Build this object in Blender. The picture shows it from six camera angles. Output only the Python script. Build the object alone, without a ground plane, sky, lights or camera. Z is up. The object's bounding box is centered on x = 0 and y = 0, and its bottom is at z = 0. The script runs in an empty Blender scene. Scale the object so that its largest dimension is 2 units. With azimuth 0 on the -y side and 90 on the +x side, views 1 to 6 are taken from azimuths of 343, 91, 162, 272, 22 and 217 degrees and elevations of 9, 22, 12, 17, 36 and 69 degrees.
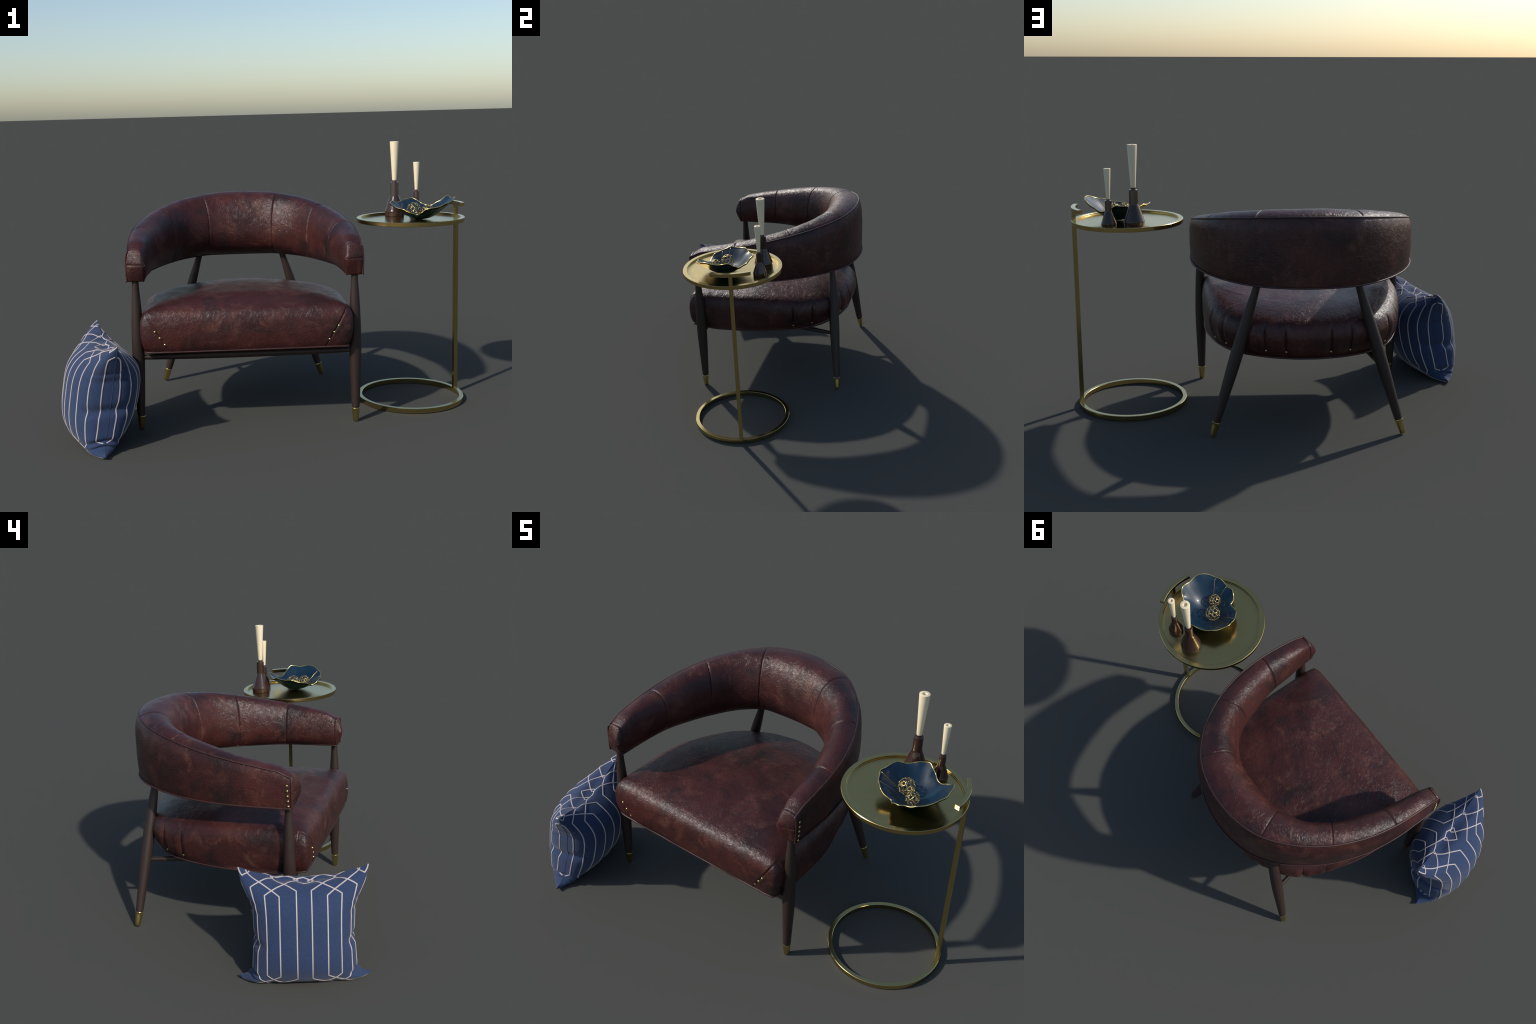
import bpy, bmesh, math, random
from mathutils import Vector, Matrix, noise
import numpy as np

random.seed(7)
TAU = math.tau

# ------------------------------------------------------------------ helpers
def new_obj(name, verts, faces, mat=None, parent=None, smooth=True, angle=None):
    me = bpy.data.meshes.new(name)
    me.from_pydata([tuple(map(float, v)) for v in verts], [], faces)
    me.update()
    bm = bmesh.new(); bm.from_mesh(me)
    bmesh.ops.recalc_face_normals(bm, faces=bm.faces)
    bm.to_mesh(me); bm.free()
    if smooth:
        me.polygons.foreach_set("use_smooth", [True] * len(me.polygons))
    if angle is not None:
        me.set_sharp_from_angle(angle=math.radians(angle))
    if mat:
        me.materials.append(mat)
    ob = bpy.data.objects.new(name, me)
    bpy.context.scene.collection.objects.link(ob)
    if parent:
        ob.parent = parent
    return ob

def link_copy(src, name, parent=None):
    ob = src.copy()
    ob.name = name
    bpy.context.scene.collection.objects.link(ob)
    if parent:
        ob.parent = parent
    return ob

def empty(name, loc, rotz, label, category):
    ob = bpy.data.objects.new(name, None)
    ob.location = loc
    ob.rotation_euler = (0, 0, rotz)
    ob.empty_display_size = 0.1
    bpy.context.scene.collection.objects.link(ob)
    ob["label"] = label
    ob["category"] = category
    return ob

def grid_faces(nr, nc, close_c=False, close_r=False, off=0):
    f = []
    for i in range(nr if close_r else nr - 1):
        for j in range(nc if close_c else nc - 1):
            i2, j2 = (i + 1) % nr, (j + 1) % nc
            f.append((off + i * nc + j, off + i * nc + j2, off + i2 * nc + j2, off + i2 * nc + j))
    return f

def catmull(P, n, closed=False):
    """Catmull-Rom through control points, n samples per span."""
    P = [np.array(p, float) for p in P]
    m = len(P)
    out = []
    spans = m if closed else m - 1
    for i in range(spans):
        if closed:
            p0, p1, p2, p3 = P[(i - 1) % m], P[i], P[(i + 1) % m], P[(i + 2) % m]
        else:
            p1, p2 = P[i], P[i + 1]
            p0 = P[i - 1] if i > 0 else 2 * p1 - p2
            p3 = P[i + 2] if i + 2 < m else 2 * p2 - p1
        for k in range(n):
            t = k / n
            out.append(0.5 * ((2 * p1) + (-p0 + p2) * t + (2 * p0 - 5 * p1 + 4 * p2 - p3) * t * t
                              + (-p0 + 3 * p1 - 3 * p2 + p3) * t ** 3))
    if not closed:
        out.append(P[-1])
    return np.array(out)

def resample(P, n, closed=False):
    P = np.array(P)
    Q = np.vstack([P, P[:1]]) if closed else P
    d = np.r_[0, np.cumsum(np.linalg.norm(np.diff(Q, axis=0), axis=1))]
    s = np.linspace(0, d[-1], n, endpoint=not closed)
    return np.stack([np.interp(s, d, Q[:, k]) for k in range(Q.shape[1])], 1)

def tube_mesh(path, rad, nseg=10, closed=False, caps=True):
    path = np.array(path, float)
    n = len(path)
    rad = np.broadcast_to(rad, (n,))
    V, F = [], []
    up = np.array([0, 0, 1.0])
    for i in range(n):
        a = path[(i - 1) % n] if (closed or i > 0) else path[i]
        b = path[(i + 1) % n] if (closed or i < n - 1) else path[i]
        t = b - a
        t = t / (np.linalg.norm(t) + 1e-12)
        ref = up if abs(t[2]) < 0.95 else np.array([0, 1.0, 0])
        s = np.cross(t, ref); s /= np.linalg.norm(s)
        u = np.cross(s, t)
        for k in range(nseg):
            a_ = TAU * k / nseg
            V.append(path[i] + rad[i] * (math.cos(a_) * s + math.sin(a_) * u))
    F = grid_faces(n, nseg, True, closed)
    if not closed and caps:
        F.append(tuple(range(nseg)))
        F.append(tuple((n - 1) * nseg + k for k in range(nseg)))
    return V, F

def lathe(profile, n=64, close_bottom=True, close_top=True):
    V, F = [], []
    for r, z in profile:
        for k in range(n):
            a = TAU * k / n
            V.append((r * math.cos(a), r * math.sin(a), z))
    F = grid_faces(len(profile), n, True)
    if close_bottom:
        F.append(tuple(range(n)))
    if close_top:
        F.append(tuple((len(profile) - 1) * n + k for k in range(n)))
    return V, F

def sstep(a, b, x):
    t = np.clip((x - a) / (b - a), 0, 1)
    return t * t * (3 - 2 * t)

# ---------------------------------------------------------------- materials
def mat_new(name):
    m = bpy.data.materials.new(name)
    m.use_nodes = True
    nt = m.node_tree
    b = nt.nodes["Principled BSDF"]
    return m, nt, b

def nd(nt, typ, **kw):
    n = nt.nodes.new(typ)
    for k, v in kw.items():
        if k.startswith("i_"):
            n.inputs[k[2:].replace("_", " ")].default_value = v
        else:
            setattr(n, k, v)
    return n

def noise_tex(nt, coord, scale, detail=4, rough=0.55, dist=0.0, stretch=None):
    if stretch:
        mp = nd(nt, "ShaderNodeMapping")
        mp.inputs["Scale"].default_value = stretch
        nt.links.new(coord, mp.inputs["Vector"])
        coord = mp.outputs["Vector"]
    t = nd(nt, "ShaderNodeTexNoise")
    t.inputs["Scale"].default_value = scale
    t.inputs["Detail"].default_value = detail
    t.inputs["Roughness"].default_value = rough
    t.inputs["Distortion"].default_value = dist
    nt.links.new(coord, t.inputs["Vector"])
    return t.outputs["Fac"]

def ramp(nt, fac, stops):
    r = nd(nt, "ShaderNodeValToRGB")
    e = r.color_ramp.elements
    e[0].position, e[0].color = stops[0][0], (*stops[0][1], 1)
    e[1].position, e[1].color = stops[-1][0], (*stops[-1][1], 1)
    for p, c in stops[1:-1]:
        x = e.new(p); x.color = (*c, 1)
    nt.links.new(fac, r.inputs["Fac"])
    return r.outputs["Color"]

def mix(nt, fac, a, b, mode="MIX"):
    m = nd(nt, "ShaderNodeMix", data_type="RGBA", blend_type=mode)
    def put(sock, v):
        if isinstance(v, bpy.types.NodeSocket):
            nt.links.new(v, sock)
        elif isinstance(v, (float, int)):
            sock.default_value = v
        else:
            sock.default_value = (*v, 1)
    put(m.inputs[0], fac); put(m.inputs[6], a); put(m.inputs[7], b)
    return m.outputs[2]

def math_n(nt, op, a, b=None, clamp=False):
    m = nd(nt, "ShaderNodeMath", operation=op)
    m.use_clamp = clamp
    for s, v in zip(m.inputs, (a, b)):
        if v is None:
            continue
        if isinstance(v, bpy.types.NodeSocket):
            nt.links.new(v, s)
        else:
            s.default_value = v
    return m.outputs[0]

def bump(nt, bsdf, height, strength, dist, prev=None):
    b = nd(nt, "ShaderNodeBump")
    b.inputs["Strength"].default_value = strength
    b.inputs["Distance"].default_value = dist
    nt.links.new(height, b.inputs["Height"])
    if prev is not None:
        nt.links.new(prev, b.inputs["Normal"])
    nt.links.new(b.outputs["Normal"], bsdf.inputs["Normal"])
    return b.outputs["Normal"]

BW = lambda v: (v, v, v)

def make_leather():
    m, nt, b = mat_new("aged_oxblood_leather")
    co = nd(nt, "ShaderNodeTexCoord").outputs["Object"]
    base = ramp(nt, noise_tex(nt, co, 5.5, 5, 0.58, 0.5),
                [(0.30, (0.020, 0.0090, 0.0088)), (0.45, (0.040, 0.0118, 0.0108)), (0.58, (0.054, 0.0150, 0.0128)), (0.72, (0.069, 0.0210, 0.0160))])
    # warm scuffed patches where the pigment is rubbed thin
    worn = ramp(nt, noise_tex(nt, co, 11.0, 5, 0.58, 0.9), [(0.53, BW(0)), (0.68, BW(1))])
    fine = ramp(nt, noise_tex(nt, co, 45.0, 5, 0.65, 1.0), [(0.38, BW(0.15)), (0.62, BW(1))])
    wfac = math_n(nt, "MULTIPLY", math_n(nt, "MULTIPLY", worn, fine), 0.50, True)
    c = mix(nt, wfac, base, (0.150, 0.062, 0.042))
    # dark blue-black stains
    dark = ramp(nt, noise_tex(nt, co, 8.0, 5, 0.58, 0.5, (1.0, 1.1, 0.9)), [(0.56, BW(0)), (0.68, BW(0.7))])
    c = mix(nt, dark, c, (0.016, 0.0095, 0.0100))
    # streaky grain
    streak = ramp(nt, noise_tex(nt, co, 75.0, 5, 0.7, 1.5), [(0.3, BW(0.84)), (0.7, BW(1.14))])
    c = mix(nt, 1.0, c, streak, "MULTIPLY")
    nt.links.new(c, b.inputs["Base Color"])
    rr = ramp(nt, noise_tex(nt, co, 24.0, 5, 0.6), [(0.3, BW(0.31)), (0.7, BW(0.43))])
    nt.links.new(rr, b.inputs["Roughness"])
    b.inputs["Specular IOR Level"].default_value = 0.36
    # wrinkled hide grain
    wr = noise_tex(nt, co, 40.0, 4, 0.55, 1.6)
    ridged = math_n(nt, "ABSOLUTE", math_n(nt, "SUBTRACT", wr, 0.5))
    n1 = bump(nt, b, ridged, 0.45, 0.011)
    gr = noise_tex(nt, co, 160.0, 3, 0.55, 0.8)
    bump(nt, b, gr, 0.07, 0.003, n1)
    return m

def make_simple(name, col, rough=0.4, metal=0.0, var=0.0, scale=20.0, coat=0.0, bumpamt=0.0, stretch=None):
    m, nt, b = mat_new(name)
    b.inputs["Metallic"].default_value = metal
    b.inputs["Roughness"].default_value = rough
    b.inputs["Coat Weight"].default_value = coat
    b.inputs["Coat Roughness"].default_value = 0.08
    co = nd(nt, "ShaderNodeTexCoord").outputs["Object"]
    f = noise_tex(nt, co, scale, 4, 0.55, 0.2, stretch)
    c = ramp(nt, f, [(0.3, tuple(x * (1 - var) for x in col)), (0.7, tuple(x * (1 + var) for x in col))])
    nt.links.new(c, b.inputs["Base Color"])
    if bumpamt:
        bump(nt, b, f, bumpamt, 0.001)
    return m

LEATHER = make_leather()
WELT = make_simple("dark_leather_welt", (0.042, 0.0145, 0.0125), 0.50, var=0.25, scale=40, bumpamt=0.2)
WOOD = make_simple("dark_stained_wood", (0.030, 0.0180, 0.0145), 0.50, var=0.12, scale=9, stretch=(6, 6, 0.6))
BRASS = make_simple("polished_brass", (0.60, 0.47, 0.19), 0.17, 1.0, var=0.03, scale=30)
BRASS_TRAY = make_simple("brushed_brass_tray", (0.58, 0.430, 0.160), 0.22, 1.0, var=0.03, scale=14)
STUD = make_simple("brass_stud_metal", (0.58, 0.47, 0.20), 0.28, 1.0, var=0.03, scale=60)
FERRULE = make_simple("brass_ferrule_metal", (0.60, 0.46, 0.17), 0.28, 1.0, var=0.04, scale=30)
CANDLE = make_simple("ivory_candle_wax", (0.78, 0.66, 0.45), 0.5, var=0.02, scale=40)
HOLDER = make_simple("glossy_brown_ceramic", (0.036, 0.0175, 0.0135), 0.16, var=0.10, scale=12, coat=0.25)
GOLD = make_simple("gilded_rim_gold", (0.70, 0.55, 0.22), 0.22, 1.0, var=0.08, scale=50)
for _m, _s in ((WOOD, 0.36), (HOLDER, 0.4), (CANDLE, 0.3)):
    _m.node_tree.nodes['Principled BSDF'].inputs['Specular IOR Level'].default_value = _s
BALL_GOLD = make_simple("dull_gold_wire", (0.50, 0.39, 0.16), 0.26, 1.0, var=0.05, scale=50)
STITCH = make_simple("pale_embroidery_thread", (0.47, 0.405, 0.395), 0.8, var=0.10, scale=300, bumpamt=0.3)

def make_fabric():
    m, nt, b = mat_new("navy_woven_fabric")
    co = nd(nt, "ShaderNodeTexCoord").outputs["Object"]
    c = ramp(nt, noise_tex(nt, co, 120.0, 5, 0.7), [(0.3, (0.018, 0.033, 0.082)), (0.7, (0.028, 0.049, 0.112))])
    nt.links.new(c, b.inputs["Base Color"])
    b.inputs["Roughness"].default_value = 0.85
    b.inputs["Specular IOR Level"].default_value = 0.25
    b.inputs["Sheen Weight"].default_value = 0.15
    w1 = nd(nt, "ShaderNodeTexWave", bands_direction="Z"); w1.inputs["Scale"].default_value = 180
    w2 = nd(nt, "ShaderNodeTexWave", bands_direction="Y"); w2.inputs["Scale"].default_value = 180
    nt.links.new(co, w1.inputs["Vector"]); nt.links.new(co, w2.inputs["Vector"])
    h = math_n(nt, "ADD", w1.outputs["Fac"], w2.outputs["Fac"])
    bump(nt, b, h, 0.15, 0.001)
    return m
FABRIC = make_fabric()

def make_glaze(name, lo, hi, speck):
    m, nt, b = mat_new(name)
    co = nd(nt, "ShaderNodeTexCoord").outputs["Object"]
    c = ramp(nt, noise_tex(nt, co, 26.0, 5, 0.6, 0.5), [(0.32, lo), (0.66, hi)])
    sp = ramp(nt, noise_tex(nt, co, 420.0, 2, 0.5), [(0.52, BW(0)), (0.68, BW(1))])
    c = mix(nt, math_n(nt, "MULTIPLY", sp, 0.45), c, speck)
    nt.links.new(c, b.inputs["Base Color"])
    b.inputs["Roughness"].default_value = 0.34
    b.inputs["Specular IOR Level"].default_value = 0.22
    b.inputs["Coat Weight"].default_value = 0.35
    b.inputs["Coat Roughness"].default_value = 0.03
    return m
GLAZE_IN = make_glaze("speckled_blue_glaze", (0.0024, 0.0120, 0.027), (0.0062, 0.0255, 0.049), (0.024, 0.060, 0.095))
GLAZE_OUT = make_glaze("deep_teal_glaze", (0.004, 0.015, 0.020), (0.008, 0.030, 0.038), (0.016, 0.045, 0.058))

# ================================================================= ARMCHAIR
YAW = math.radians(-14.6)
chair = empty("armchair", (-0.1495, -0.335, 0), YAW,
              "barrel armchair in mottled oxblood leather with wooden legs", "armchair")
# local frame: x to the sitter's left-right, y to the back, front feet at y = 0

# ---- legs -----------------------------------------------------------------
LEG_TOP = 0.710
FERR = 0.066
leg_profile = catmull([(0.0122, 0.0), (0.0180, FERR), (0.0225, 0.17), (0.0275, 0.30), (0.0287, 0.38),
                       (0.0270, 0.48), (0.0225, 0.58), (0.0170, 0.66), (0.0150, LEG_TOP)], 6)
lp = [(0.0, FERR - 0.003)] + [(r, z) for r, z in leg_profile if z > FERR - 0.004]
V, F = lathe(lp, 32)
leg0 = new_obj("leg", V, F, WOOD, chair, angle=50)
fr = [(0.0105, 0.0), (0.0122, 0.0015)] + [(r + 0.0006, z) for r, z in leg_profile if 0.004 < z < FERR - 0.003]
fr += [(0.0186, FERR - 0.003), (0.0192, FERR - 0.0015), (0.0186, FERR)]
V, F = lathe(fr, 32)
fer0 = new_obj("ferrule", V, F, FERRULE, leg0, angle=40)

def place_leg(leg, fer, foot, top):
    d = Vector(top) - Vector(foot)
    q = d.to_track_quat('Z', 'Y')
    leg.rotation_mode = 'QUATERNION'
    leg.rotation_quaternion = q
    leg.location = Vector(foot)
    leg.scale = (1, 1, d.length / LEG_TOP)
legs = [((-.5035, 0, 0), (-.5035, 0, .710)), ((.5035, 0, 0), (.5035, 0, .710)),
        ((-.433, .791, .0035), (-.2180, .733, .715)), ((.433, .791, .0035), (.2180, .733, .715))]
for i, (a, b_) in enumerate(legs):
    if i == 0:
        lg, fe = leg0, fer0
    else:
        lg = link_copy(leg0, "leg", chair)
        fe = link_copy(fer0, "ferrule", lg)
    place_leg(lg, fe, a, b_)

# ---- stretchers -------------------------------------------------------------
def stretcher(name, a, b_, r_end, r_mid):
    a, b_ = np.array(a), np.array(b_)
    ts = np.linspace(0, 1, 33)
    path = [a + (b_ - a) * t for t in ts]
    rad = r_end + (r_mid - r_end) * np.sin(np.pi * ts) ** 0.7
    V, F = tube_mesh(path, rad, 20)
    return new_obj(name, V, F, WOOD, chair, angle=50)
stretcher("front_rail", (-.485, 0, .3455), (.485, 0, .3455), 0.0110, 0.0175)
for s in (-1, 1):
    stretcher("side_stretcher", (s * .334, .766, .3165), (s * .200, .015, .343), 0.0085, 0.0150)

# ---- seat -------------------------------------------------------------------
half = [(0, -.090), (.22, -.089), (.40, -.088), (.452, -.085), (.479, -.073), (.488, -.045), (.489, .02), (.489, .1), (.488, .2),
        (.483, .30), (.467, .42), (.426, .575), (.345, .702), (.2, .790), (.07, .824)]
ctrl = [np.array(p) for p in half] + [np.array((0, .828))] + [np.array((-x, y)) for x, y in half[:0:-1]]
NB = 1400
bound = resample(catmull(ctrl, 24, closed=True), NB, closed=True)
seat_c = np.array((0.0, 0.36))
# the cushion drops and rounds off toward the back: (inset, height) at front, side and back
prof_front = [(.16, .3810), (.06, .3800), (.024, .3790), (.015, .390), (.007, .412), (.001, .450), (0, .485), (.001, .513),
              (.006, .539), (.016, .561), (.032, .578), (.056, .591), (.10, .603), (.17, .612), (.26, .616), (.345, .617)]
prof_side = [(.16, .3700), (.06, .3690), (.012, .3680), (.009, .382), (.005, .410), (.0015, .450), (0, .490), (.002, .520),
             (.009, .545), (.021, .566), (.040, .581), (.070, .593), (.112, .602), (.175, .610), (.26, .615), (.345, .617)]
prof_back = [(.16, .3650), (.06, .3640), (.040, .3630), (.030, .378), (.016, .402), (.005, .435), (0, .465), (.004, .492),
             (.014, .515), (.032, .537), (.058, .556), (.09, .571), (.13, .583), (.185, .595), (.26, .607), (.345, .617)]
NL = 160
prof_front, prof_side, prof_back = (catmull(p, 10) for p in (prof_front, prof_side, prof_back))
_d = np.r_[0, np.cumsum(np.linalg.norm(np.diff(prof_side, axis=0), axis=1))]
_q = np.interp(np.linspace(0, _d[-1], NL), _d, np.arange(len(_d)))
samp = lambda p: np.stack([np.interp(_q, np.arange(len(p)), p[:, k]) for k in (0, 1)], 1)
prof_front, prof_side, prof_back = samp(prof_front), samp(prof_side), samp(prof_back)

def dist_seg(px, pz, a, b_):
    ax, az = a; bx, bz = b_
    t = np.clip(((px - ax) * (bx - ax) + (pz - az) * (bz - az)) / ((bx - ax) ** 2 + (bz - az) ** 2), 0, 1)
    return np.hypot(px - ax - t * (bx - ax), pz - az - t * (bz - az)), t

cdir = seat_c - bound
clen = np.linalg.norm(cdir, axis=1)
cdir = cdir / clen[:, None]
arc = np.arange(NB)
# inward 2-D normals of the outline
tang = np.roll(bound, -1, 0) - np.roll(bound, 1, 0)
nin = np.stack([-tang[:, 1], tang[:, 0]], 1)
nin /= np.linalg.norm(nin, axis=1)[:, None]
pleat_pts = [(.101, .80), (.190, .775), (.374, .641), (.4265, .538)]
pleats = []
for x, y in pleat_pts:
    for s in (1, -1):
        pleats.append(int(np.argmin(np.hypot(bound[:, 0] - s * x, bound[:, 1] - y))))
perim = np.linalg.norm(np.diff(np.vstack([bound, bound[:1]]), axis=0), axis=1).sum()
ds = perim / NB
_w = np.hanning(161); _w /= _w.sum()
soft_b = np.stack([np.convolve(np.r_[bound[-80:, c], bound[:, c], bound[:80, c]], _w, 'valid') for c in (0, 1)], 1)
R = []
wf = 1 - sstep(-.07, .10, bound[:, 1])
wb = sstep(.25, .72, bound[:, 1])
for (i1, z1), (i2, z2), (i3, z3) in zip(prof_front, prof_side, prof_back):
    ins = i2 + (i1 - i2) * wf + (i3 - i2) * wb
    zz = z2 + (z1 - z2) * wf + (z3 - z2) * wb
    # near the rim follow the outline normal, further in converge on the centre
    w = sstep(0.0, 0.075, ins)[:, None]
    tgt = soft_b + (seat_c - soft_b) * (ins / 0.36)[:, None]
    off = bound + nin * ins[:, None]
    R.append(np.column_stack([off * (1 - w) + tgt * w, zz]))
R = np.array(R)                              # levels x NB x 3
Z = R[:, :, 2]; X = R[:, :, 0]; Y = R[:, :, 1]
outward = -nin[None, :, :]
disp = np.zeros_like(Z)
# front corner darts
for s in (-1, 1):
    d, t = dist_seg(s * X, Z, (.466, .578), (.350, .372))
    front = (Y < -.03)
    disp -= np.where(front, 0.0055 * np.exp(-(d / .0032) ** 2), 0)
    side = ((s * X - (.350 + (Z - .372) * .563)) > 0)
    disp -= np.where(front & side & (d < .05), 0.0025 * sstep(.0, .004, d) * (1 - sstep(.02, .05, d)), 0)
# pleats gathered to the studs along the back
for i, p0 in enumerate(pleats):
    dd = np.abs(arc - p0); dd = np.minimum(dd, NB - dd) * ds
    env = sstep(.36, .40, Z) * (1 - sstep(.47, .545, Z))
    disp -= env * (0.0085 * np.exp(-(dd[None, :] / .0036) ** 2) + 0.005 * np.exp(-(dd[None, :] / .016) ** 2))
    disp += env * 0.003 * np.exp(-((dd[None, :] - .028) / .014) ** 2)
sidemask = 1 - sstep(.56, .60, Z)
disp *= sidemask
# slow lumps
for l in range(R.shape[0]):
    for j in range(NB):
        p = R[l, j]
        v = noise.noise(Vector((p[0] * 9, p[1] * 9, p[2] * 9)))
        disp_l = 0.0022 * v
        if p[2] > .585:
            R[l, j, 2] += disp_l * 1.2
        elif p[2] > .375:
            disp[l, j] += disp_l
R[:, :, 0] += outward[:, :, 0] * disp
R[:, :, 1] += outward[:, :, 1] * disp
nl = R.shape[0]
V = R.reshape(-1, 3).tolist()
F = grid_faces(nl, NB, True)
F.append(tuple(range(NB)))
F.append(tuple((nl - 1) * NB + k for k in range(NB)))
seat = new_obj("seat_cushion", V, F, LEATHER, chair)
# piping round the foot of the cushion
_i = .010 + .011 * wf + .028 * wb
wp = resample(np.column_stack([bound + nin * _i[:, None], .3680 + .0130 * wf - .004 * wb]), 220, closed=True)
V, F = tube_mesh(wp, .0046, 8, closed=True)
new_obj("seat_welt", V, F, WELT, chair)

# ---- backrest ---------------------------------------------------------------
# stations: 0 = middle of the back, 1..3 = panel seams, 4 = front of the arm
Z0 = 0.705
outer_k = {0: (0, .868), .5: (.121, .854), 1: (.240, .807), 1.5: (.358, .702), 2: (.454, .557), 2.5: (.514, .397),
           3: (.539, .242), 3.5: (.5425, .11), 4: (.538, -.022)}
inner_k = {0: (0, .736), .5: (.096, .733), 1: (.185, .718), 1.5: (.292, .622), 2: (.366, .498), 2.5: (.418, .375),
           3: (.452, .258), 3.5: (.463, .118), 4: (.464, -.022)}
# how far the padding swells inward at mid height
bulge_k = {0: (0, .645), .5: (.085, .642), 1: (.162, .625), 1.5: (.262, .567), 2: (.331, .472), 2.5: (.374, .359),
           3: (.409, .240), 3.5: (.428, .10), 4: (.448, -.022)}
def curve_fn(k):
    ss = sorted(k)
    pts = [np.array(k[s], float) for s in ss]
    left = [p * [-1, 1] for p in pts[1:]][::-1]
    allp = left + pts
    S = [-s for s in ss[1:]][::-1] + ss
    n = 40
    C = catmull(allp, n)
    sg = np.interp(np.arange(len(C)) / n, np.arange(len(S)), S)
    return lambda s: np.array([np.interp(s, sg, C[:, 0]), np.interp(s, sg, C[:, 1])])
f_out, f_in, f_bul = curve_fn(outer_k), curve_fn(inner_k), curve_fn(bulge_k)

# section rows: (share of the way from outer face to swell, share from swell to inner foot, height share, outward swell)
SEC_IN = catmull([(.07, 0, 1.0, 0), (.12, 0, 1.028, 0), (.22, 0, 1.056, 0), (.36, 0, 1.076, 0), (.52, 0, 1.070, 0), (.68, 0, 1.025, 0),
                  (.805, 0, .94, 0), (.905, 0, .81, 0), (.968, 0, .66, 0), (.997, 0, .50, 0), (1, .03, .34, 0), (1, .24, .17, 0),
                  (1, .62, .055, 0), (1, 1, 0.0, 0)], 5)
SEC_END = catmull([(.07, 0, 1.0, 0), (.12, 0, 1.022, 0), (.22, 0, 1.045, 0), (.36, 0, 1.062, 0), (.52, 0, 1.066, 0), (.68, 0, 1.055, 0),
                   (.80, 0, 1.01, 0), (.875, 0, .90, 0), (.94, 0, .72, 0), (.985, 0, .52, 0), (1, .10, .34, 0), (1, .35, .18, 0),
                   (1, .70, .06, 0), (1, 1, 0.0, 0)], 5)      # boxier at the arm fronts
SEC_OUT = catmull([(0, 0, 0.0, 0), (0, 0, .12, .45), (0, 0, .35, .95), (0, 0, .60, 1), (.005, 0, .82, .70), (.035, 0, .94, .3), (.07, 0, 1.0, 0)], 6)

def section(s, sec):
    a, c, bu = f_out(s), f_in(s), f_bul(s)
    n = bu - a
    o = (a - c) / np.linalg.norm(a - c)
    zp = 0.862 + 0.172 * a[1]
    zp -= 0.016 * sstep(.05, -.022, a[1]) if abs(s) > 3 else 0
    H = zp - Z0
    if sec is SEC_IN:
        k = float(sstep(3.2, 3.9, np.array(abs(s))))
        sec = SEC_IN * (1 - k) + SEC_END * k
    sw = np.interp(abs(s), [0, .6, 1, 1.5, 2, 2.5, 3, 3.5, 4], [.003, .005, .009, .014, .012, .008, .005, .004, .002])
    pts = np.empty((len(sec), 3))
    for i, (d, g, h, w) in enumerate(sec):
        p = a + n * d + (c - bu) * g + o * (w * sw)
        pts[i] = (p[0], p[1], Z0 + h * H)
    return pts

def panel(s0, s1, name):
    n = 44
    u = (1 - np.cos(np.linspace(0, np.pi, n))) / 2
    u = 0.35 * np.linspace(0, 1, n) + 0.65 * u
    rows = []
    for t in u:
        s = s0 + (s1 - s0) * t
        P = section(s, SEC_IN)
        cen = (P[0] + P[-1]) / 2
        cen[2] = P[:, 2].mean()
        # distance to the nearer seam, in metres
        L = np.linalg.norm(f_out(s1) - f_out(s0)) * 0.9
        e = min(t, 1 - t) * L
        dip = 0.0034 * math.exp(-(e / .0030) ** 2)
        pf = 0.0016 * (math.sin(math.pi * t) ** 0.5)
        Q = P.copy()
        for i in range(len(P)):
            d = P[i] - cen
            d /= np.linalg.norm(d)
            wgt = math.sin(math.pi * i / (len(P) - 1)) ** 0.18 if 0 < i < len(P) - 1 else 0
            nz = noise.noise(Vector(P[i] * 8.0)) * 0.0022 + noise.noise(Vector(P[i] * 26.0)) * 0.0007
            Q[i] = P[i] + d * wgt * (pf - dip + nz)
        rows.append(Q)
    V = np.array(rows).reshape(-1, 3)
    return new_obj(name, V, grid_faces(n, len(SEC_IN)), LEATHER, chair)

SE = 3.965    # seam line of the arm cap
seams = [-SE, -3, -2, -1, 1, 2, 3, SE]
for a, c in zip(seams[:-1], seams[1:]):
    panel(a, c, "backrest_panel")

st = np.linspace(-4, 4, 260)
rows = []
for s in st:
    P = section(s, SEC_OUT)
    for i in range(1, len(P) - 1):
        o = f_out(s) - f_in(s); o /= np.linalg.norm(o)
        P[i, :2] += o * (noise.noise(Vector(P[i] * 7.0)) * .0018 + noise.noise(Vector(P[i] * 24.0)) * .0005)
    rows.append(P)
new_obj("backrest_outer_panel", np.array(rows).reshape(-1, 3), grid_faces(len(st), len(SEC_OUT)), LEATHER, chair)
rows = []
for s in st:
    a, c = f_out(s), f_in(s)
    rows.append([(*(a + (c - a) * t), Z0 + .0005 - .003 * math.sin(math.pi * t)) for t in np.linspace(0, 1, 5)])
new_obj("backrest_underside", np.array(rows).reshape(-1, 3), grid_faces(len(st), 5), LEATHER, chair)

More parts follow.
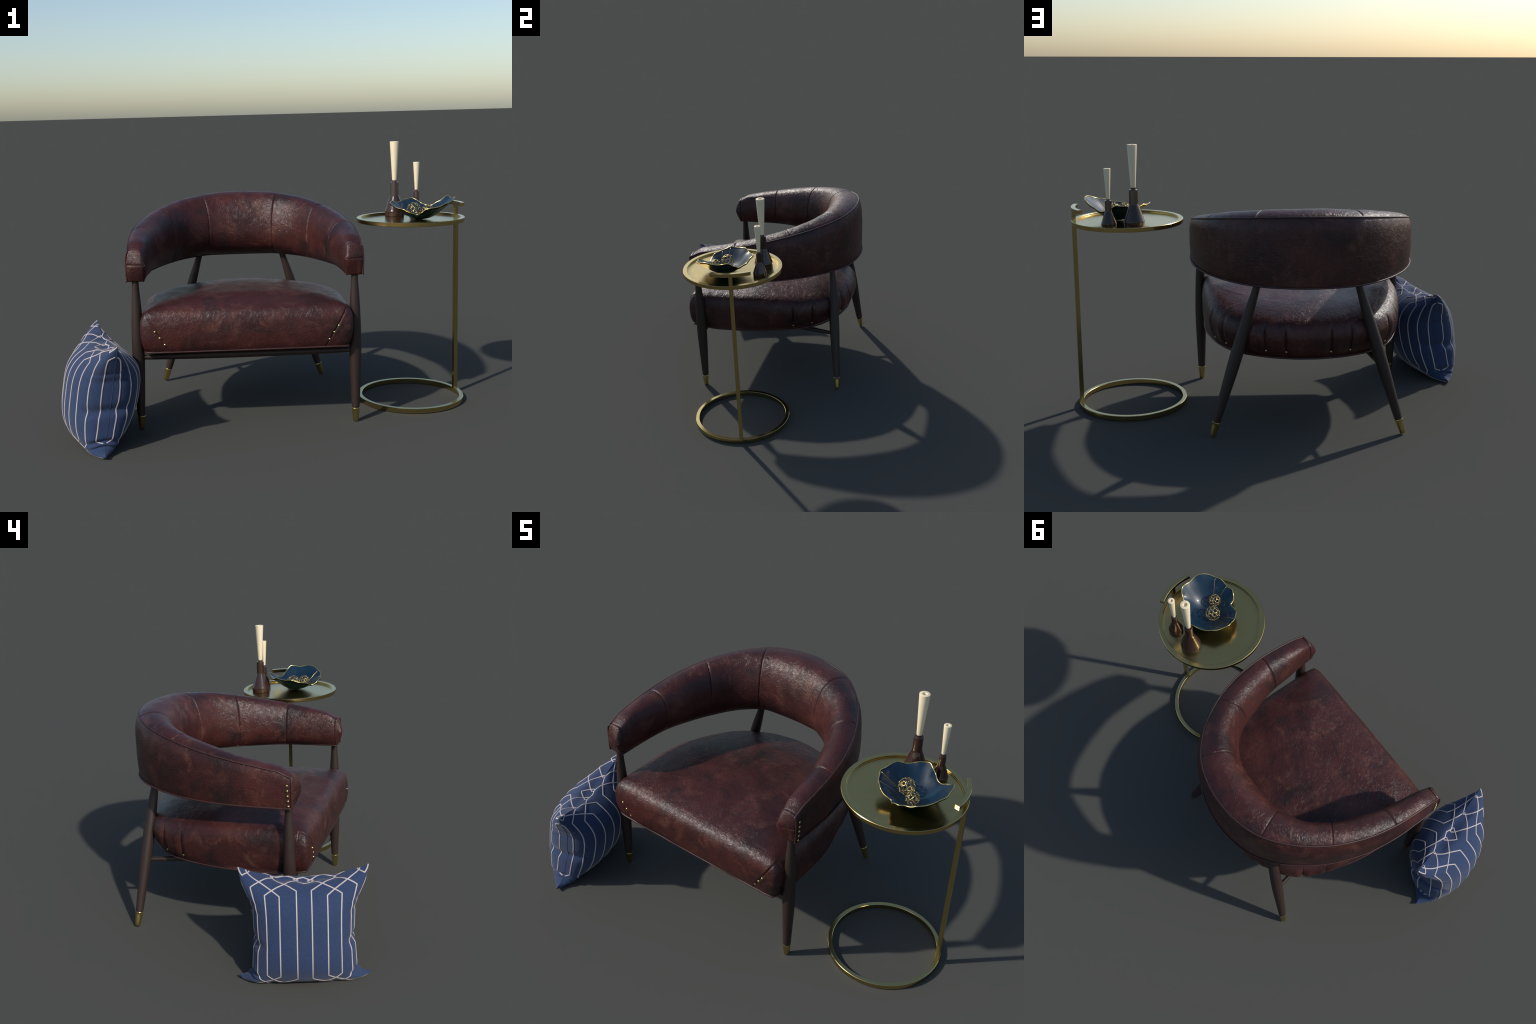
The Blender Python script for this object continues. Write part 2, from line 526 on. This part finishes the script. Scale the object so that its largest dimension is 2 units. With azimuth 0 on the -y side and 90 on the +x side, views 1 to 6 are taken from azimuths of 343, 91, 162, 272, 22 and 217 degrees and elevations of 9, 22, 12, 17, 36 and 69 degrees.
# arm end caps: the section folds to a horizontal pinch in front
loop_sec = np.vstack([SEC_OUT[:-1], SEC_END[:-1]])
for sgn in (-1, 1):
    base = section(sgn * SE, loop_sec)
    tip = section(sgn * 4.0, loop_sec)
    def foot(P, s):
        a, c = f_out(s), f_in(s)
        return np.vstack([P, [(*(c + (a - c) * t), Z0) for t in (0, .25, .5, .75)]])
    base, tip = foot(base, sgn * SE), foot(tip, sgn * 4.0)
    zmid = Z0 + 0.52 * (base[:, 2].max() - Z0)
    rows = []
    for q in (0, .3, .6, .85, 1.0):                  # short sleeve from the cap seam to the end
        P = base + (tip - base) * q
        c0 = P.mean(0)
        k = 1.004 - .022 * math.exp(-(q / .25) ** 2)
        rows.append(c0 + (P - c0) * [k, 1, k])
    tip = rows[-1]
    front_y = tip[:, 1].mean()
    c0 = tip.mean(0)
    xo = np.abs(tip[:, 0])
    inner_w = (xo.max() - xo) / (xo.max() - xo.min())       # 0 at the outer face, 1 at the inner
    for q in (.05, .12, .22, .34, .46, .58, .70, .80, .88, .94, .98, 1.0):
        P = tip.copy()
        P[:, 2] = tip[:, 2] + (zmid - tip[:, 2]) * q
        P[:, 0] = c0[0] + (tip[:, 0] - c0[0]) * (1 - .075 * math.sqrt(q))
        sw = math.sin(q * math.pi / 2) ** 1.1
        pinch = -.0035 * math.exp(-((1 - q) / .05) ** 2)     # stitched horizontal tuck
        P[:, 1] = front_y - .007 * math.sqrt(q) - (.003 + .024 * (inner_w * (1 - .45 * sstep(.75, 1.0, inner_w))) ** .8) * sw - pinch * (1 - .6 * inner_w)
        rows.append(P)
    m = len(tip)
    new_obj("armrest_cap", np.array(rows).reshape(-1, 3), grid_faces(len(rows), m, True), LEATHER, chair)

# piping along the top of the outer panel and down its front edges
ss = np.linspace(-3.985, 3.985, 240)
top = np.array([section(s, SEC_OUT)[-1] + [0, 0, .001] for s in ss])
def front_edge(s):
    P = section(s, SEC_OUT)[::-1][1:]
    o = f_out(s) - f_in(s); o = o / np.linalg.norm(o)
    P = P.copy(); P[:, :2] += o * .0005; P[:, 1] -= .003
    return P
path = np.vstack([front_edge(-4)[::-1], top, front_edge(4)])
V, F = tube_mesh(path, .0045, 8)
new_obj("backrest_piping", V, F, WELT, chair)
for fn, sh, nm in ((f_out, -.003, "backrest_lower_welt"), (f_in, .0, "backrest_lower_welt")):
    path = []
    for s in np.linspace(-4, 4, 200):
        p, a, c = fn(s), f_out(s), f_in(s)
        n = (c - a) / np.linalg.norm(c - a)
        path.append((*(p + n * sh), Z0 + .0005))
    V, F = tube_mesh(path, .0042, 8)
    new_obj(nm, V, F, WELT, chair)

# ---- brass studs -----------------------------------------------------------
rs = .0061
pr = [(rs * math.sin(a), rs * .75 * math.cos(a)) for a in np.linspace(math.pi / 2, 0.12, 7)]
V, F = lathe([(rs * .9, -.003)] + pr, 20)
stud0 = new_obj("stud", V, F, STUD, chair)
first = [True]
def stud(p, nrm, scale=1.0):
    ob = stud0 if first[0] else link_copy(stud0, "stud", chair)
    first[0] = False
    ob.location = Vector(p)
    ob.rotation_mode = 'QUATERNION'
    ob.rotation_quaternion = Vector(nrm).to_track_quat('Z', 'Y')
    ob.scale = (scale,) * 3
dg = bpy.context.evaluated_depsgraph_get()
from mathutils.bvhtree import BVHTree
seat_tree = BVHTree.FromObject(seat, dg)
for s in (-1, 1):
    for x, z in ((.418, .482), (.397, .452), (.375, .420)):
        hit = seat_tree.ray_cast(Vector((s * x, -.3, z)), Vector((0, 1, 0)))
        stud(hit[0] + Vector((0, -.001, 0)), (0, -1, .05))
    for (x, y), z in zip(pleat_pts, (.397, .397, .392, .392)):
        i = int(np.argmin(np.hypot(bound[:, 0] - s * x, bound[:, 1] - y)))
        n = Vector((-nin[i, 0], -nin[i, 1], 0))
        o = Vector((bound[i, 0], bound[i, 1], z)) + n * .1
        hit = seat_tree.ray_cast(o, -n)
        stud(hit[0] + n * .009, n - Vector((0, 0, .3)), .9)
    for k in range(5):
        z = .717 + .0232 * k
        y = -.010 + .006 * (k / 4)
        stud((s * (.5425 + .0015 * math.sin(k / 4 * math.pi)), y, z), (s, -.05, 0))

# ================================================================ SIDE TABLE
table = empty("side_table", (0.737, -0.231, 0), 0,
              "round brass tray table with ring base and single offset post", "side table")
RT = 0.263
ring = [(RT - .020, .0015), (RT - .0185, 0), (RT - .0015, 0), (RT, .0015), (RT, .022), (RT - .0015, .0235), (RT - .0185, .0235), (RT - .020, .022)]
V, F = lathe(ring, 160, False, False)
m = len(ring)
F += [((m - 1) * 160 + k, (m - 1) * 160 + (k + 1) % 160, (k + 1) % 160, k) for k in range(160)]
new_obj("base_ring", V, F, BRASS, table, angle=30)
FLOOR = .9115
tray = [(RT - .03, .9025), (RT - .0015, .9025), (RT, .904), (RT, .921), (RT - .0015, .9225), (RT - .0205, .9225), (RT - .0215, .9215),
        (RT - .0215, .9165), (RT - .0245, .9160), (RT - .0250, .9155), (RT - .0255, FLOOR + .0004), (RT - .027, FLOOR), (RT - .05, FLOOR)]
V, F = lathe(tray, 160)
new_obj("tray", V, F, BRASS_TRAY, table, angle=30)

def box_mesh(x0, x1, y0, y1, z0, z1, bev=.0012):
    bm = bmesh.new()
    bmesh.ops.create_cube(bm, size=1)
    for v in bm.verts:
        v.co = Vector(((x0 + x1) / 2 + v.co.x * (x1 - x0), (y0 + y1) / 2 + v.co.y * (y1 - y0), (z0 + z1) / 2 + v.co.z * (z1 - z0)))
    bmesh.ops.bevel(bm, geom=bm.edges[:], offset=bev, segments=2, affect='EDGES')
    V = [v.co[:] for v in bm.verts]; bm.verts.index_update()
    F = [tuple(v.index for v in f.verts) for f in bm.faces]
    bm.free()
    return V, F
V, F = box_mesh(RT - .0203, RT - .0003, -.010, .010, .020, .9035)
new_obj("post", V, F, BRASS, table, angle=30)
V, F = box_mesh(RT - .0195, RT - .0015, -.0095, .0095, .9215, .9735)
new_obj("handle_post", V, F, BRASS, table, angle=30)
# arched handle
N = 40
sec = [(RT - .0205, .9705), (RT - .0193, .9693), (RT - .0012, .9693), (RT, .9705), (RT, .9873), (RT - .0012, .9885), (RT - .0193, .9885), (RT - .0205, .9873)]
V = []
for k in range(N):
    a = math.radians(-23.3 + 46.3 * k / (N - 1))
    for r, z in sec:
        V.append((r * math.cos(a), r * math.sin(a), z))
F = grid_faces(N, 8, True) + [tuple(range(8)), tuple((N - 1) * 8 + k for k in range(8))]
new_obj("handle", V, F, BRASS, table, angle=30)

# ============================================================== CANDLESTICKS
def candlestick(loc, k):
    e = empty("candlestick", loc, 0, "brown flask shaped holder with flared ivory candle", "candlestick")
    e.scale = (k, k, k)
    return e
cs1 = candlestick((0.731, -0.067, FLOOR + .0002), 1.0)
cs2 = candlestick((0.8445, -0.086, FLOOR + .0002), 0.715)
hp = [(.0460, 0), (.0478, .0012), (.0492, .024), (.0490, .0265), (.0480, .0285), (.0455, .036), (.0330, .073), (.0235, .0985), (.0216, .1035),
      (.0208, .108), (.0200, .167), (.0194, .1705), (.0178, .172), (.0125, .172), (.0120, .1730), (.0120, .180), (.0112, .1812), (.0080, .1812)]
V, F = lathe(hp, 72)
h0 = new_obj("holder", V, F, HOLDER, cs1, angle=28)
cp = [(.0102, .1795), (.0114, .1815), (.0117, .186), (.0226, .3755), (.0224, .3765), (.0218, .3770), (.0108, .3770), (.0100, .3762), (.0090, .3660), (.0030, .3645)]
V, F = lathe(cp, 64)
c0 = new_obj("candle", V, F, CANDLE, cs1, angle=40)
link_copy(h0, "holder", cs2); link_copy(c0, "candle", cs2)

# ====================================================================== BOWL
bowl = empty("decorative_bowl", (0.78, -0.263, FLOOR), 0,
             "irregular petal edged blue glazed bowl with gilded rim", "bowl")
# angle, radius, height of the rim above the tray
rim_k = [(0, .152, .103), (9, .151, .104), (18, .140, .083), (27, .124, .070), (36, .117, .056), (45, .112, .055), (54, .114, .060),
         (63, .126, .066), (72, .131, .080), (81, .146, .091), (90, .145, .086), (99, .140, .086), (108, .139, .078), (117, .139, .074),
         (126, .144, .077), (135, .147, .086), (144, .150, .082), (153, .149, .079), (162, .149, .079), (171, .154, .082), (180, .147, .072),
         (189, .147, .066), (198, .139, .060), (207, .137, .057), (216, .127, .044), (225, .117, .038), (234, .108, .032), (243, .130, .043),
         (252, .139, .060), (261, .148, .065), (270, .140, .067), (279, .148, .071), (288, .154, .083), (297, .154, .085), (306, .158, .093),
         (315, .161, .102), (324, .160, .107), (333, .160, .105), (342, .153, .100), (351, .149, .098)]
rc = np.array([(r * math.cos(math.radians(a)), r * math.sin(math.radians(a)), z) for a, r, z in rim_k])
NR = 320
rimc = resample(catmull(rc, 16, closed=True), NR, closed=True)
ang = np.arctan2(rimc[:, 1], rimc[:, 0])
jit = np.array([noise.noise(Vector((math.cos(a) * 6, math.sin(a) * 6, 3.1))) for a in ang])
rimc[:, :2] *= (1 + .006 * jit)[:, None]
_w = np.hanning(13); _w /= _w.sum()
rimc = np.stack([np.convolve(np.r_[rimc[-6:, c], rimc[:, c], rimc[:6, c]], _w, 'valid') for c in range(3)], 1)
_k = np.hanning(131); _k /= _k.sum()
soft = np.stack([np.convolve(np.r_[rimc[-65:, c], rimc[:, c], rimc[:65, c]], _k, 'valid') for c in range(3)], 1)
def bowl_pt(j, q, inset):
    """wall of the bowl: a plain shallow dish that takes up the rim's waves only near the edge"""
    t = q ** 8
    x, y, z = soft[j] * (1 - t) + rimc[j] * t
    return np.array((x * q, y * q, .006 + (z - .006) * q ** 2.1 + inset))
NQ = 28
qs = np.linspace(.02, 1, NQ)
Vi = [[bowl_pt(j, q, .0004) for j in range(NR)] for q in qs]
Vo = []
for q in qs:
    row = []
    for j in range(NR):
        p = bowl_pt(j, q, 0)
        p[2] -= .0045
        r = np.hypot(p[0], p[1])
        p[:2] *= 1 + .0025 / max(r, .02)
        p[2] = max(p[2], .0012 + 0.0)
        row.append(p)
    Vo.append(row)
V = np.array(Vi).reshape(-1, 3); F = grid_faces(NQ, NR, True) + [tuple(range(NR))]
new_obj("bowl_interior", V, F, GLAZE_IN, bowl)
V = np.array(Vo).reshape(-1, 3)
new_obj("bowl_exterior", V, F, GLAZE_OUT, bowl)
V, F = tube_mesh(rimc * [1.008, 1.008, 1] + [0, 0, .0015], .0023, 10, closed=True)
new_obj("gilded_rim", V, F, GOLD, bowl)
# gold mended cracks running down the inside
for a0, q0, bend in ((-170, .55, .10), (-62, .58, -.06), (-88, .62, .05), (172, .5, -.05)):
    path = []
    for t in np.linspace(0, 1, 14):
        q = .985 + (q0 - .985) * t
        a = math.radians(a0) + bend * t * t + .012 * math.sin(9 * t)
        j = int(np.argmin(np.abs((ang - a + math.pi) % TAU - math.pi)))
        path.append(bowl_pt(j, q, .0016))
    V, F = tube_mesh(path, np.linspace(.0011, .0005, 14), 6)
    new_obj("gold_crack", V, F, GOLD, bowl)

# ------------------------------------------------------- openwork gold balls
def lattice_ball(loc, radius, seed):
    bm = bmesh.new()
    bmesh.ops.create_icosphere(bm, subdivisions=1, radius=1)
    vs = [v.co.normalized() for v in bm.verts]
    es = [((e.verts[0].co + e.verts[1].co) / 2).normalized() for e in bm.edges]
    fs = [f.calc_center_median().normalized() for f in bm.faces]
    bm.free()
    rings = [(v, 17.0) for v in vs] + [(e, 14.2) for e in es] + [(f, 6.4) for f in fs]
    V, F = [], []
    nM, nm = 22, 6
    mr = .00080 / radius
    for c, deg in rings:
        q = c.to_track_quat('Z', 'Y')
        a = math.radians(deg)
        cz, cr = math.cos(a), math.sin(a)
        off = len(V)
        for i in range(nM):
            p = TAU * i / nM
            for k in range(nm):
                t = TAU * k / nm
                rr = 1 + mr * math.sin(t)
                aa = a + mr * 1.25 * math.cos(t)
                v = Vector((math.sin(aa) * math.cos(p), math.sin(aa) * math.sin(p), math.cos(aa))) * rr
                V.append((q @ v) * radius)
        F += grid_faces(nM, nm, True, True, off)
    ob = new_obj("lattice_ball", V, F, BALL_GOLD)
    ob.location = loc
    rnd = random.Random(seed)
    ob.rotation_euler = (rnd.uniform(0, 3), rnd.uniform(0, 3), rnd.uniform(0, 3))
    ob["label"] = "small openwork gold sphere made of joined rings"
    ob["category"] = "ornament"
    return ob
lattice_ball((.747, -.253, .9590), .0355, 3)
lattice_ball((.789, -.316, .9570), .0290, 5)

# ==================================================================== PILLOW
pillow = empty("throw_pillow", (-0.8300, -0.2650, 0), 0,
               "plump square navy pillow with pale geometric line embroidery", "pillow")
PX, PY = -0.830, -0.265
def spow(x, e):
    return np.sign(x) * np.abs(x) ** e
creases = [(-.06, .030, .045), (-.50, .022, .05), (-.63, .016, .04), (.22, .008, .06), (.36, .006, .05)]
def pillow_pt(u, v, side):
    """fabric coordinates u (to the front), v (up), side -1 = outer face, +1 = face toward the chair"""
    u = np.asarray(u, float); v = np.asarray(v, float)
    ph, ps = v * np.pi / 2, u * np.pi / 2
    su, cu = np.sin(ps), np.cos(ps)
    sv, cv = np.sin(ph), np.cos(ph)
    up = v > 0
    e = np.where(up, .78, .70)
    flare = np.where(up, .062 * np.abs(sv) ** 1.9, .012 * np.abs(sv) + .056 * np.abs(v) ** 5)
    Ht = .182 + .053 * np.abs(su) ** 2.2 * np.abs(v) ** 3.2
    Hb = .258 - .024 * np.abs(u) ** 5
    z = .254 + np.where(up, Ht, Hb) * spow(sv, e)
    # gathered seam sinks between the two faces along the top
    z = z - np.where(up, .014 * np.exp(-((1 - v) / .10) ** 2) * (1 - u ** 2), 0)
    y = -(.216 * su + flare * su * np.abs(su) ** np.where(up, 4.0, 2.6))
    T = (.1725 if side < 0 else .157) * (1 - .10 * np.exp(-((v - .75) / .3) ** 2))
    full = np.clip(cv, 0, 1) ** np.where(up, .72 if side < 0 else 1.45, 1.10 - .40 * sstep(.45, .95, np.abs(u))) * np.clip(cu, 0, 1) ** (.56 if side < 0 else .70)
    th = T * full ** (1 - .16 * sstep(.4, .9, np.abs(su * sv)))      # corners stay plump
    if side < 0:
        th = th * (1 - .08 * u)
    # side gathers
    r = sstep(.45, .95, np.abs(u))
    for v0, d, w in creases:
        g = np.exp(-((v - v0 + .03 * np.abs(u)) / w) ** 2)
        y = y + np.sign(u) * d * .55 * g * r
        th = th * (1 - .14 * (d / .03) * g * r)
    # gathers running down from the top seam
    rt = sstep(.70, .97, v)
    th = th * (1 - .07 * rt * np.sin(u * 21.0 + 1.3 * side) * (1 - u ** 2))
    z = z - .004 * rt * np.sin(u * 17 + .6) * (1 - u ** 2)
    xc = -.8665 + .168 * z + .012 * np.sin(np.pi * np.clip(z / .49, 0, 1)) + u * (.0070 - .0017 * v)
    x = xc + side * th
    # resting on the ground
    z = np.where(z < .012, .0015 + .0105 * np.exp((z - .012) / .0105), z)
    # wrinkled cloth
    return np.stack([x - PX, y + 0 * z, z], -1)

NU = 150
uu = np.sin(np.linspace(-1, 1, NU) * np.pi / 2) * .35 + np.linspace(-1, 1, NU) * .65
U, Vv = np.meshgrid(uu, uu, indexing='ij')
verts, faces = [], []
for side in (-1, 1):
    P = pillow_pt(U, Vv, side).reshape(-1, 3)
    faces += grid_faces(NU, NU, off=len(verts))
    verts += P.tolist()
me_p = new_obj("pillow_cover", verts, faces, FABRIC, pillow)

_p0 = pillow_pt(0., 0., -1)
NSIGN = math.copysign(1, np.cross(pillow_pt(.01, 0., -1) - _p0, pillow_pt(0., .01, -1) - _p0)[0]) * -1
def pillow_line(uv, side):
    uv = np.array(uv, float)
    d = np.r_[0, np.cumsum(np.linalg.norm(np.diff(uv, axis=0), axis=1))]
    n = max(6, int(d[-1] / .014))
    s = np.unique(np.r_[np.linspace(0, d[-1], n), d])
    u = np.interp(s, d, uv[:, 0]); v = np.interp(s, d, uv[:, 1])
    u = np.clip(u, -.997, .997); v = np.clip(v, -.997, .997)
    P = pillow_pt(u, v, side)
    h = 2e-3
    Du = pillow_pt(np.clip(u + h, -1, 1), v, side) - pillow_pt(np.clip(u - h, -1, 1), v, side)
    Dv = pillow_pt(u, np.clip(v + h, -1, 1), side) - pillow_pt(u, np.clip(v - h, -1, 1), side)
    Nn = np.cross(Du, Dv)
    Nn /= (np.linalg.norm(Nn, axis=1)[:, None] + 1e-12)
    # the parametrisation keeps one orientation over each face
    Nn *= 1 if side < 0 else -1
    Nn *= NSIGN
    T = np.gradient(P, axis=0); T /= (np.linalg.norm(T, axis=1)[:, None] + 1e-12)
    B = np.cross(Nn, T); B /= (np.linalg.norm(B, axis=1)[:, None] + 1e-12)
    w = .0029
    prof_ = [(-w, -.0010), (-w * .9, .0011), (-w * .45, .0019), (0, .0011), (w * .45, .0019), (w * .9, .0011), (w, -.0010)]
    V = []
    for i in range(len(P)):
        for a, hgt in prof_:
            V.append(P[i] + B[i] * a + Nn[i] * hgt)
    return V, grid_faces(len(P), len(prof_))

VH, VL, VA = .665, .545, .872         # heights of the high kinks, low kinks and V tips
BH, BL = -.51, -.45
lines = []
def diag(u0, v0, du, dv):
    """run at 45 degrees from a kink until the edge of the cloth"""
    t = min((1 - u0) / du if du > 0 else (u0 + 1) / -du, (1 - v0) if dv > 0 else (v0 + 1))
    return (u0 + du * t, v0 + dv * t)
for mper in (-2, -1, 0, 1):
    o = .84 * mper
    for u0, vt, vb, d in ((.092, VH, BH, 1), (.297, VL, BL, 1), (.503, VL, BL, -1), (.725, VH, BH, -1)):
        u0 += o + (.02 if abs(o) > 1 or (o < 0) else 0)
        if abs(u0) > .97:
            continue
        lines.append([diag(u0, vb, d, -1), (u0, vb), (u0, vt), diag(u0, vt, d, 1)])
for u0 in (-.84, 0, .84):
    lines.append([diag(u0, VA, -1, 1), (u0, VA), diag(u0, VA, 1, 1)])
for side in (-1, 1):
    for ln in lines:
        V, F = pillow_line(ln, side)
        new_obj("embroidered_line", V, F, STITCH, pillow)
# seam round the edge of the cover
tt = np.linspace(-1, 1, 120)
eu = np.r_[tt, np.ones(120), tt[::-1], -np.ones(120)]
ev = np.r_[np.ones(120), tt[::-1], -np.ones(120), tt]
E_ = pillow_pt(eu, ev, 1)
keep = [0]
for i in range(1, len(E_)):
    if np.linalg.norm(E_[i] - E_[keep[-1]]) > 1e-4:
        keep.append(i)
V, F = tube_mesh(E_[keep[:-1]], .0012, 6, closed=True)
new_obj("pillow_seam", V, F, FABRIC, pillow)
